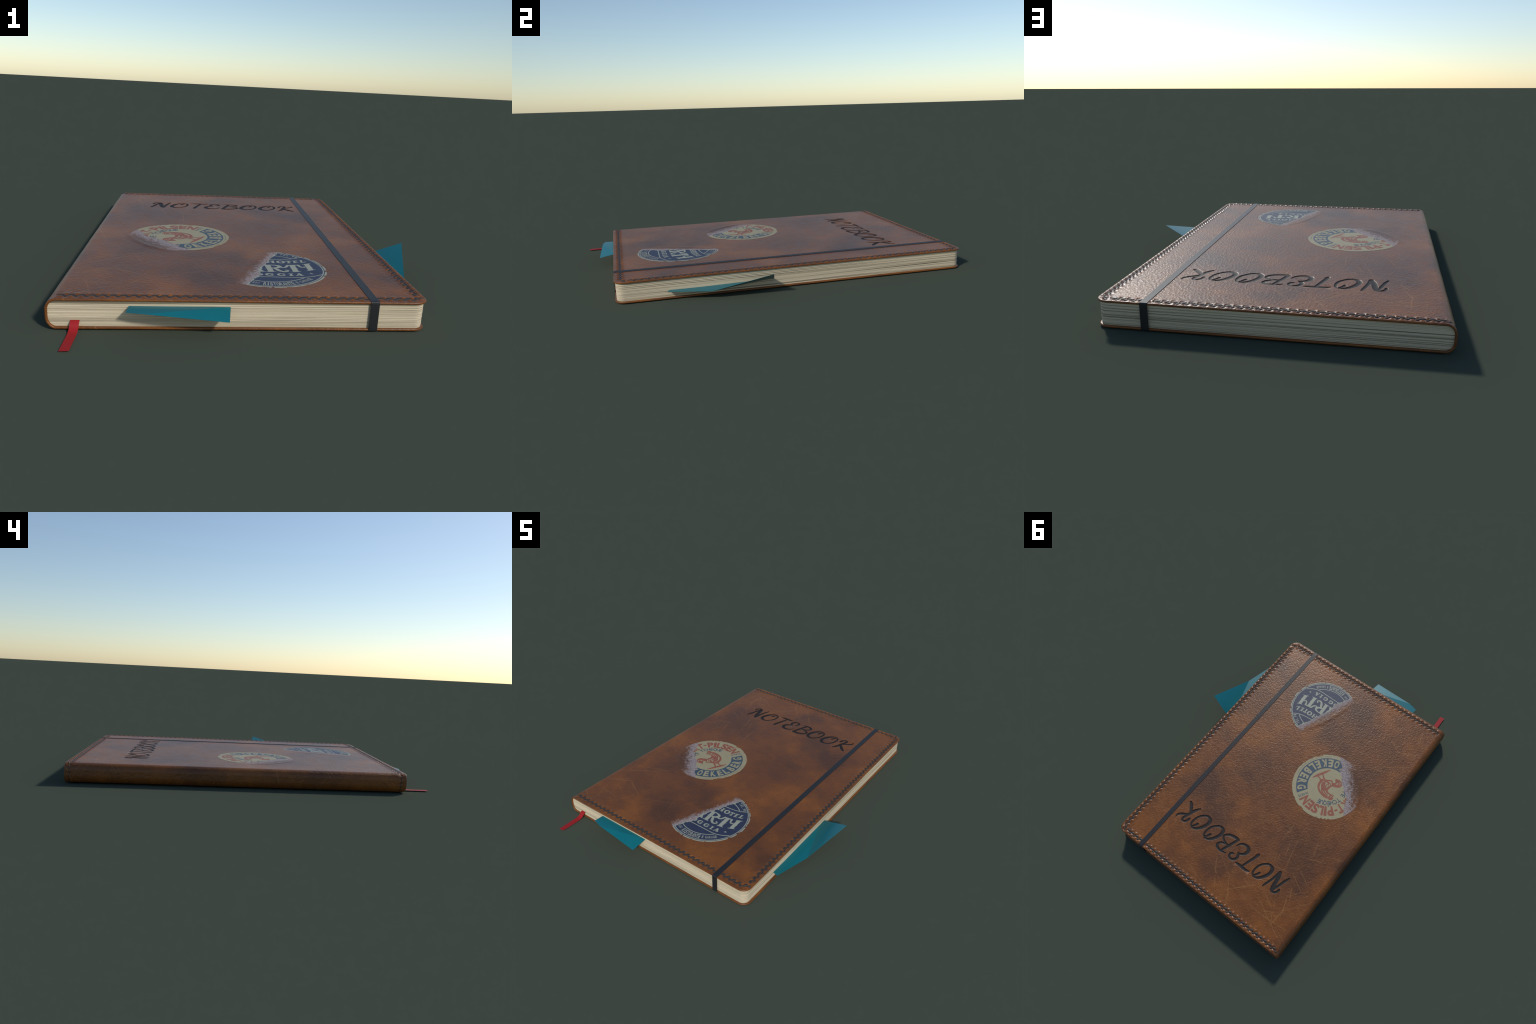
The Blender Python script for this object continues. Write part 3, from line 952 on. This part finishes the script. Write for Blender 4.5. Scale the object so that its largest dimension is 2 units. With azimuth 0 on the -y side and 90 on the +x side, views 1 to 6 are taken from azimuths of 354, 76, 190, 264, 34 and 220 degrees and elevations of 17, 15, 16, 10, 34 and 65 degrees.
# slip at the foot: drooping right corner
TL, TR, BR, BEND, BL = (-0.450, -0.832, 0.0820), (-0.119, -0.832, 0.0815), (-0.126, -0.920, 0.0632), (-0.395, -0.905, 0.0830), (-0.4544, -0.8906, 0.0820)
IN_L, IN_R = (-0.450, -0.800, 0.0818), (-0.119, -0.800, 0.0816)
build_note([(IN_L, IN_R, TR, TL), (TL, TL, BL, BEND), (TL, TR, TR, BEND), (TR, TR, BR, BEND)])
# slip at the fore edge: far corner lifts
AF, OF, BD, FC, AB = (0.551, -0.5880, 0.0430), (0.5841, -0.5983, 0.0440), (0.6386, -0.3898, 0.0431), (0.7163, -0.1066, 0.1196), (0.551, -0.0620, 0.0452)
AP = (0.551, -0.115, 0.0450)
build_note([((0.515, -0.588, 0.043), AF, AP, (0.515, -0.115, 0.045)), ((0.515, -0.115, 0.045), AP, AB, (0.515, -0.062, 0.0452)),
            (AF, OF, BD, AP), (AP, BD, FC, AB)])

# ------------------------------------------------------------------ round stickers
def jagged(poly, amp, levels, r):
    p = [np.array(q, float) for q in poly]
    for l in range(levels):
        q = [p[0]]
        for a, b in zip(p[:-1], p[1:]):
            d = b - a; L = np.hypot(*d)
            q.append((a + b) / 2 + np.array((-d[1], d[0])) / (L + 1e-9) * r.gauss(0, amp) * min(1, L / 0.05)); q.append(b)
        p = q; amp *= 0.75
    return p

def sticker_outline(tear, a_from, a_to, chips, seed):
    """Disc outline (unit radius) from a_from to a_to counter-clockwise, closed by the torn line."""
    r = random.Random(seed)
    out = []
    n = 340
    for i in range(n + 1):
        a = a_from + (a_to - a_from) * i / n
        rad = 1.0 + r.uniform(-0.003, 0.002)
        for (ca, wa, dep) in chips:
            if abs(math.degrees(a) - ca) < wa:
                rad -= dep * (0.6 + 0.4 * r.random())
        out.append((rad * math.cos(a), rad * math.sin(a)))
    return out + [tuple(p) for p in jagged(tear, 0.011, 3, r)]

GLYPHS = {}
def glyph(ch, bold):
    key = (ch, bold)
    if key not in GLYPHS:
        cu = bpy.data.curves.new("glyph", "FONT"); cu.body = ch; cu.offset = bold; cu.resolution_u = 3
        ob = bpy.data.objects.new("glyph", cu)
        bpy.context.scene.collection.objects.link(ob)
        dg = bpy.context.evaluated_depsgraph_get(); dg.update()
        me = bpy.data.meshes.new_from_object(ob.evaluated_get(dg))
        me.calc_loop_triangles()
        v = np.array([p.co[:2] for p in me.vertices]) if len(me.vertices) else np.zeros((0, 2))
        tr = [list(t.vertices) for t in me.loop_triangles]
        bpy.data.objects.remove(ob); bpy.data.curves.remove(cu); bpy.data.meshes.remove(me)
        if len(v):
            v[:, 0] -= (v[:, 0].min() + v[:, 0].max()) / 2
        GLYPHS[key] = (v, tr)
    return GLYPHS[key]
CAP = float(glyph("H", 0.0)[0][:, 1].max())

def fit_glyph(ch, w, h, bold, polar):
    """Triangles of one glyph, scaled to w x h (w None keeps the proportion) and mapped by polar(x, y)."""
    v, tr = glyph(ch, bold)
    sy = h / CAP
    sx = sy if w is None else w / max(v[:, 0].max() - v[:, 0].min(), 1e-6)
    return [[polar(v[i, 0] * sx, v[i, 1] * sy) for i in t] for t in tr]

def arc_glyph(ch, deg, r0, r1, w, bold=0.02, inside_up=False):
    """Glyph standing on a circle. Outward-reading letters stand on r0; inside_up letters stand on r1, heads to the centre."""
    rm = (r0 + r1) / 2
    if not inside_up:
        f = lambda x, y: ((r0 + y) * math.cos(math.radians(deg) - x / rm), (r0 + y) * math.sin(math.radians(deg) - x / rm))
    else:
        f = lambda x, y: ((r1 - y) * math.cos(math.radians(deg) + x / rm), (r1 - y) * math.sin(math.radians(deg) + x / rm))
    return fit_glyph(ch, w, r1 - r0, bold, f)

def ring_quads(r0, r1, a0, a1, step=4.0):
    n = max(2, int(abs(a1 - a0) / step))
    A = np.radians(np.linspace(a0, a1, n + 1))
    return [[(r0 * math.cos(p), r0 * math.sin(p)), (r1 * math.cos(p), r1 * math.sin(p)),
             (r1 * math.cos(q), r1 * math.sin(q)), (r0 * math.cos(q), r0 * math.sin(q))] for p, q in zip(A[:-1], A[1:])]

def inked_part(name, polys, clip, c, r, z_, mat, parent, kind=None):
    v, t = union_mesh(polys, clip)
    me = mesh_from(name, [(c[0] + r * x, c[1] + r * y, z_) for x, y in v], t, False)
    me.materials.append(mat)
    ob = new_object(name, me, parent)
    if kind:
        ob["kind"] = kind
    return ob

def sticker_base(outline, c, r, mat):
    v, t = union_mesh([outline])
    z0, z1 = ZT - 0.0006, ZT + 0.0005
    n = len(outline)
    verts = [(c[0] + r * x, c[1] + r * y, z1) for x, y in v]
    faces = [list(f) for f in t]
    b = len(verts)
    o = ccw(outline)
    for zz in (z1, z0):
        verts += [(c[0] + r * x, c[1] + r * y, zz) for x, y in o]
    for i in range(n):
        k = (i + 1) % n
        faces.append([b + i, b + n + i, b + n + k, b + k])
    me = mesh_from("sticker", verts, faces, False)
    me.materials.append(mat)
    return new_object("sticker", me, book)

Z_INK, Z_TOP = ZT + 0.0007, ZT + 0.0009

# ---- cream beer-label style sticker
out1 = sticker_outline(list(reversed(TEAR1)), math.radians(-74.8), math.radians(150.8),
                       [(-45, 2.5, 0.03), (-38, 1.8, 0.045), (-41, 1, 0.06), (-31, 5, 0.02), (-20, 8, 0.018), (-8, 6, 0.012), (58, 2, 0.02),
                        (80, 3, 0.03), (76, 2, 0.02), (108, 2, 0.02), (116, 1.5, 0.035), (122, 1.2, 0.03), (127, 1.0, 0.03)], 5)
st1 = sticker_base(out1, S1C, S1R, CREAM1)
ringp = ring_quads(0.565, 0.885, -110, 46.5, 3.0)
ringp.append([(0.565 * math.cos(math.radians(44.5)), 0.565 * math.sin(math.radians(44.5))), (0.565 * math.cos(math.radians(46)), 0.565 * math.sin(math.radians(46))),
              (0.885 * math.cos(math.radians(50.3)), 0.885 * math.sin(math.radians(50.3))), (0.885 * math.cos(math.radians(44.5)), 0.885 * math.sin(math.radians(44.5)))])
ring_letters = []
for ch, deg in zip("KOEKELBERG", (-89.5, -75.5, -61.5, -47.0, -32.5, -18.5, -4.0, 10.5, 24.5, 39.0)):
    ring_letters += arc_glyph(ch, deg, 0.622, 0.842, 0.134, 0.042, inside_up=True)
inked_part("printed_ring", ringp, out1, S1C, S1R, Z_INK, BLUE1, st1)
inked_part("printed_lettering", ring_letters, out1, S1C, S1R, Z_TOP, CREAM1, st1, kind="stuff")
red = []
for ch, deg, w in (("N", 70.5, 0.195), ("E", 86, 0.165), ("S", 99.5, 0.180), ("L", 112.0, 0.140), ("I", 121.5, 0.072), ("P", 132, 0.165),
                   ("T", 155, 0.165), ("K", 168, 0.175), ("C", 182, 0.17)):
    red += arc_glyph(ch, deg, 0.630, 0.880, w, 0.048)
red += ring_quads(0.735, 0.785, 140.5, 147.5, 3.5)
inked_part("printed_lettering", red, out1, S1C, S1R, Z_INK, RED1, st1, kind="stuff")
blue = []
for ch, deg, w in (("E", 98.5, 0.074), ("U", 108.0, 0.086), ("Q", 118.5, 0.098), ("E", 129, 0.072), ("H", 139, 0.084), ("C", 150.5, 0.088), ("T", 162, 0.090),
                   ("E", 183, 0.074), ("P", 193, 0.078)):
    blue += arc_glyph(ch, deg, 0.455, 0.580, w, 0.020)
blue.append([(0.600 * math.cos(math.radians(a)), 0.600 * math.sin(math.radians(a))) for a in (126.5, 129.0)] +
            [(0.622 * math.cos(math.radians(a)), 0.622 * math.sin(math.radians(a))) for a in (130.5, 128.5)])
R57 = math.radians(57.5)
rx1 = np.array((math.cos(R57), math.sin(R57))); ry1 = np.array((-math.sin(R57), math.cos(R57)))
for k, ch in enumerate("264875"):                                    # number running outwards
    o = rx1 * (0.598 + 0.052 * k) + ry1 * (-0.034)
    blue += fit_glyph(ch, 0.042, 0.072, 0.006, lambda x, y: tuple(o + rx1 * x + ry1 * y))
small = random.Random(11)
for deg in np.arange(-60, 14, 2.7):                                  # tiny rim line, unreadable at this size
    if small.random() < 0.86:
        blue += arc_glyph(small.choice("nmuorsae"), float(deg), 0.912, 0.945, 0.026, 0.0, inside_up=True)
inked_part("printed_lettering", blue, out1, S1C, S1R, Z_INK, BLUE1, st1, kind="stuff")
# plain crowing bird on a mound, drawn with pen strokes in the label's own frame
ROOSTER = [
    [(0.06, 0.365, 0.020), (0.15, 0.30, 0.026), (0.225, 0.19, 0.024), (0.262, 0.06, 0.022), (0.248, -0.06, 0.024), (0.18, -0.16, 0.028), (0.06, -0.24, 0.024)],
    [(0.01, 0.28, 0.014), (0.075, 0.17, 0.022), (0.045, 0.085, 0.030), (-0.05, 0.04, 0.022), (-0.16, 0.025, 0.014)],
    [(0.10, 0.26, 0.012), (0.145, 0.13, 0.016), (0.12, 0.00, 0.022), (0.03, -0.10, 0.014)],
    [(0.18, 0.06, 0.010), (0.13, -0.07, 0.018), (0.01, -0.15, 0.020), (-0.08, -0.14, 0.010)],
    [(0.09, 0.10, 0.010), (0.06, 0.00, 0.016), (-0.03, -0.06, 0.010)],
    [(-0.13, 0.02, 0.018), (-0.25, 0.115, 0.020), (-0.36, 0.125, 0.016), (-0.402, 0.04, 0.018), (-0.37, -0.065, 0.014)],
    [(-0.15, 0.0, 0.016), (-0.26, 0.062, 0.014), (-0.33, 0.055, 0.016), (-0.345, -0.05, 0.022)],
    [(-0.16, -0.03, 0.016), (-0.24, 0.005, 0.018), (-0.285, -0.03, 0.022), (-0.305, -0.11, 0.016)],
    [(-0.15, -0.02, 0.010), (-0.175, -0.10, 0.018), (-0.10, -0.155, 0.014), (0.0, -0.20, 0.016)],
    [(-0.09, 0.02, 0.008), (-0.10, -0.06, 0.012), (-0.06, -0.12, 0.010)],
    [(-0.01, 0.345, 0.012), (0.04, 0.375, 0.020), (0.09, 0.345, 0.018), (0.05, 0.305, 0.018), (0.0, 0.315, 0.010)],
    [(-0.02, 0.345, 0.012), (-0.06, 0.318, 0.008)], [(-0.01, 0.305, 0.010), (-0.045, 0.270, 0.008)],
    [(0.0, 0.395, 0.014), (0.05, 0.412, 0.018), (0.11, 0.385, 0.012)],
    [(0.0, -0.21, 0.026), (0.0, -0.31, 0.016), (-0.02, -0.40, 0.016)], [(0.12, -0.19, 0.026), (0.11, -0.30, 0.016), (0.145, -0.395, 0.016)],
    [(0.19, 0.20, 0.008), (0.20, 0.08, 0.018), (0.16, -0.03, 0.012)], [(0.06, 0.20, 0.010), (0.11, 0.06, 0.016), (0.08, -0.05, 0.010)],
    [(0.12, 0.30, 0.012), (0.17, 0.22, 0.018), (0.20, 0.13, 0.008)], [(-0.04, 0.0, 0.008), (-0.06, -0.08, 0.014), (-0.02, -0.15, 0.010)],
    [(0.05, -0.16, 0.012), (0.11, -0.12, 0.020), (0.17, -0.05, 0.010)], [(-0.20, 0.05, 0.008), (-0.30, 0.095, 0.014), (-0.36, 0.08, 0.010)],
    [(-0.31, 0.0, 0.008), (-0.33, -0.08, 0.020), (-0.31, -0.13, 0.006)], [(0.03, -0.20, 0.014), (0.08, -0.21, 0.020), (0.13, -0.17, 0.012)],
    [(-0.262, -0.442, 0.008), (-0.13, -0.430, 0.026), (0.02, -0.420, 0.030), (0.16, -0.412, 0.026), (0.295, -0.400, 0.008)]]
bird = []
for s in ROOSTER:
    s2 = []
    for (x, y, w) in s:
        q = rx1 * x + ry1 * y
        s2.append((q[0], q[1], w * 1.18))
    bird += stroke_quads(s2, 1.0, 5, 4)
inked_part("printed_bird", bird, out1, S1C, S1R, Z_INK, RED1, st1)

# ---- navy hotel-label style sticker
out2 = sticker_outline(TEAR2, math.radians(-117.5), math.radians(74.8),
                       [(-100, 3, 0.02), (-93, 1.2, 0.045), (-78, 2.0, 0.02), (-58, 1.0, 0.03), (-24, 2.2, 0.035), (-9, 2.0, 0.06), (-5, 1.5, 0.03),
                        (9, 1.5, 0.05), (14, 3, 0.015), (32, 2, 0.03), (45, 4, 0.035), (52, 2, 0.03), (58, 3, 0.02), (66, 2, 0.03)], 9)
st2 = sticker_base(out2, S2C, S2R, CREAM2)
disc = [[(0.0, 0.0)] + [(0.932 * math.cos(a), 0.932 * math.sin(a)) for a in np.radians((d, d + 5))] for d in range(-180, 180, 5)]
clip_in = jagged(TEAR2, 0.012, 3, random.Random(21))
inner_clip = [(x + 0.018, y - 0.006) for x, y in clip_in] + [(math.cos(a) * 1.1, math.sin(a) * 1.1) for a in np.radians(np.linspace(-117, 75, 40))]
inked_part("printed_disc", disc + ring_quads(0.953, 0.968, -119, 76, 3.0), inner_clip, S2C, S2R, Z_INK, NAVY2, st2)
cream = []
for ch, deg, w in zip("RISTORANTE", np.linspace(-100.8, -69.0, 10), (0.046, 0.018, 0.044, 0.042, 0.046, 0.046, 0.046, 0.048, 0.042, 0.040)):
    cream += arc_glyph(ch, float(deg), 0.776, 0.908, w * 1.08, 0.026, inside_up=True)
for ch, deg in zip("EGARAGE", (-63.2, -58.0, -54.6, -51.3, -48.0, -44.7, -41.4)):
    cream += arc_glyph(ch, deg, 0.796, 0.880, 0.040, 0.016, inside_up=True)
for ch, deg in zip("SSO", (-113.6, -110.8, -107.9)):
    cream += arc_glyph(ch, deg, 0.800, 0.872, 0.032, 0.008, inside_up=True)
for ch, deg, w in (("1", 48.2, 0.026), ("9", 52.3, 0.042), (".", 55.6, 0.014), ("L", 59.3, 0.036), ("E", 63.3, 0.038), ("T", 67.8, 0.044), ("A", 74.5, 0.050)):
    cream += arc_glyph(ch, deg, 0.832, 0.912 if ch != "." else 0.906, w, 0.018)
# frame lines
cream += ring_quads(0.728, 0.748, -117, -43.5, 3.0) + ring_quads(0.733, 0.755, 50, 78, 3.0)
def line_stroke(pts, w=0.0105):
    return stroke_quads([(x, y, w) for x, y in pts], 1.0, 6, 3)
cream += line_stroke([(-0.40, -0.492), (-0.10, -0.492), (0.20, -0.495), (0.45, -0.496), (0.60, -0.470), (0.74, -0.410), (0.858, -0.335)])
cream += line_stroke([(-0.06, 0.490), (0.15, 0.494), (0.34, 0.515), (0.50, 0.556), (0.62, 0.618), (0.70, 0.682)])
# slab-serif words: pen strokes in label units, lifted towards the right like a waving band
def lift(x):
    return 0.50 * max(0.0, x - 0.30) ** 2
def bar(x0, y0, x1, y1, w0, w1=None):
    w1 = w0 if w1 is None else w1
    d = np.array((x1 - x0, y1 - y0)); d = d / np.hypot(*d); n = np.array((-d[1], d[0]))
    a, b = np.array((x0, y0)), np.array((x1, y1))
    q = [a + n * w0, a - n * w0, b - n * w1, b + n * w1]
    return [[(p[0], p[1] + lift(p[0])) for p in q]]
def pen(pts, per=6):
    return stroke_quads([(x, y + lift(x), w) for x, y, w in pts], 1.0, per, 5)
def stem(x, y0, y1, w, serif, slant=0.0):
    o = bar(x, y0, x + slant, y1, w)
    o += bar(x - serif, y0 + 0.010, x + serif, y0 + 0.010, 0.010) + bar(x - serif + slant, y1 - 0.010, x + serif + slant, y1 - 0.010, 0.010)
    return o
def spur(x, y, w):
    return [[(x - w, y + lift(x)), (x, y - 0.020 + lift(x)), (x + w, y + lift(x)), (x, y + 0.020 + lift(x))]]
words = []
# HOTEL
b0, t0 = 0.275, 0.415
words += stem(0.015, b0, t0, 0.020, 0.036) + stem(0.115, b0, t0, 0.020, 0.036) + bar(0.015, 0.345, 0.115, 0.345, 0.011)
words += pen([(0.255 + 0.058 * math.cos(a), 0.345 + 0.062 * math.sin(a), 0.013 + 0.010 * abs(math.cos(a))) for a in np.linspace(0, 2 * math.pi, 13)], 3)
words += stem(0.400, b0, t0, 0.019, 0.034) + bar(0.345, t0 - 0.013, 0.455, t0 - 0.013, 0.013) + bar(0.349, t0 - 0.040, 0.349, t0, 0.008) + bar(0.451, t0 - 0.040, 0.451, t0, 0.008)
words += stem(0.510, b0, t0, 0.019, 0.030) + bar(0.505, t0 - 0.012, 0.572, t0 - 0.012, 0.012) + bar(0.505, b0 + 0.012, 0.575, b0 + 0.012, 0.012) + bar(0.51, 0.345, 0.558, 0.345, 0.010)
words += stem(0.640, b0, t0, 0.019, 0.030) + bar(0.635, b0 + 0.012, 0.712, b0 + 0.012, 0.013) + bar(0.707, b0 + 0.01, 0.715, b0 + 0.046, 0.008)
# large word
yb, yt = -0.222, 0.165
words += stem(0.020, yb, yt, 0.050, 0.082, -0.030) + spur(0.004, -0.03, 0.085)
words += pen([(0.0, yt - 0.016, 0.016), (0.10, yt - 0.014, 0.018), (0.185, 0.115, 0.032), (0.195, 0.060, 0.036), (0.140, 0.005, 0.028), (0.05, -0.012, 0.014)])
words += pen([(0.085, -0.015, 0.016), (0.130, -0.075, 0.034), (0.165, -0.150, 0.034), (0.230, -0.200, 0.026), (0.300, -0.185, 0.020), (0.318, -0.140, 0.018), (0.282, -0.118, 0.020)])
words += stem(0.450, yb, yt, 0.050, 0.085, -0.020) + spur(0.44, -0.03, 0.085)
words += bar(0.325, yt - 0.018, 0.560, yt - 0.018, 0.020)
words += pen([(0.345, yt - 0.02, 0.022), (0.325, 0.085, 0.026), (0.285, 0.030, 0.020), (0.235, 0.015, 0.016), (0.225, 0.045, 0.017)])
words += pen([(0.545, yt - 0.02, 0.022), (0.552, 0.085, 0.024), (0.585, 0.020, 0.020), (0.632, 0.000, 0.016), (0.640, 0.030, 0.014)])
words += stem(0.725, yb + 0.02, yt + 0.015, 0.048, 0.080, -0.020) + spur(0.715, -0.02, 0.080)
words += bar(-0.255, 0.060, -0.150, yb, 0.044, 0.052) + bar(-0.225, yb + 0.010, -0.075, yb + 0.010, 0.010)
# lower word
gb, gt = -0.425, -0.305
for gx in (-0.035, 0.165):
    words += pen([(gx + 0.060, gt - 0.022, 0.012), (gx + 0.020, gt - 0.008, 0.012), (gx - 0.030, gt - 0.022, 0.018), (gx - 0.046, -0.365, 0.023),
                  (gx - 0.030, gb + 0.022, 0.018), (gx + 0.020, gb + 0.010, 0.012), (gx + 0.056, gb + 0.022, 0.014)], 4)
    words += bar(gx + 0.052, gb + 0.014, gx + 0.052, -0.365, 0.014) + bar(gx + 0.018, -0.368, gx + 0.072, -0.368, 0.010)
words += stem(0.335, gb, gt, 0.020, 0.038)
words += bar(0.475, gt, 0.430, gb, 0.009) + bar(0.470, gt, 0.520, gb, 0.022) + bar(0.455, -0.385, 0.505, -0.385, 0.009) + bar(0.405, gb + 0.008, 0.455, gb + 0.008, 0.009) + bar(0.480, gb + 0.008, 0.555, gb + 0.008, 0.009)
words += pen([(-0.225, -0.31, 0.012), (-0.165, -0.345, 0.022), (-0.170, -0.39, 0.022), (-0.225, -0.42, 0.012)], 4)
# small twinkle star
sx, sy = 0.695, -0.284
words.append([(sx + (0.052 if k % 2 == 0 else 0.013) * math.cos(k * math.pi / 4 + 0.25), sy + (0.052 if k % 2 == 0 else 0.013) * math.sin(k * math.pi / 4 + 0.25)) for k in range(8)])
inked_part("printed_lettering", cream + words, inner_clip, S2C, S2R, Z_TOP, CREAM2, st2, kind="stuff")
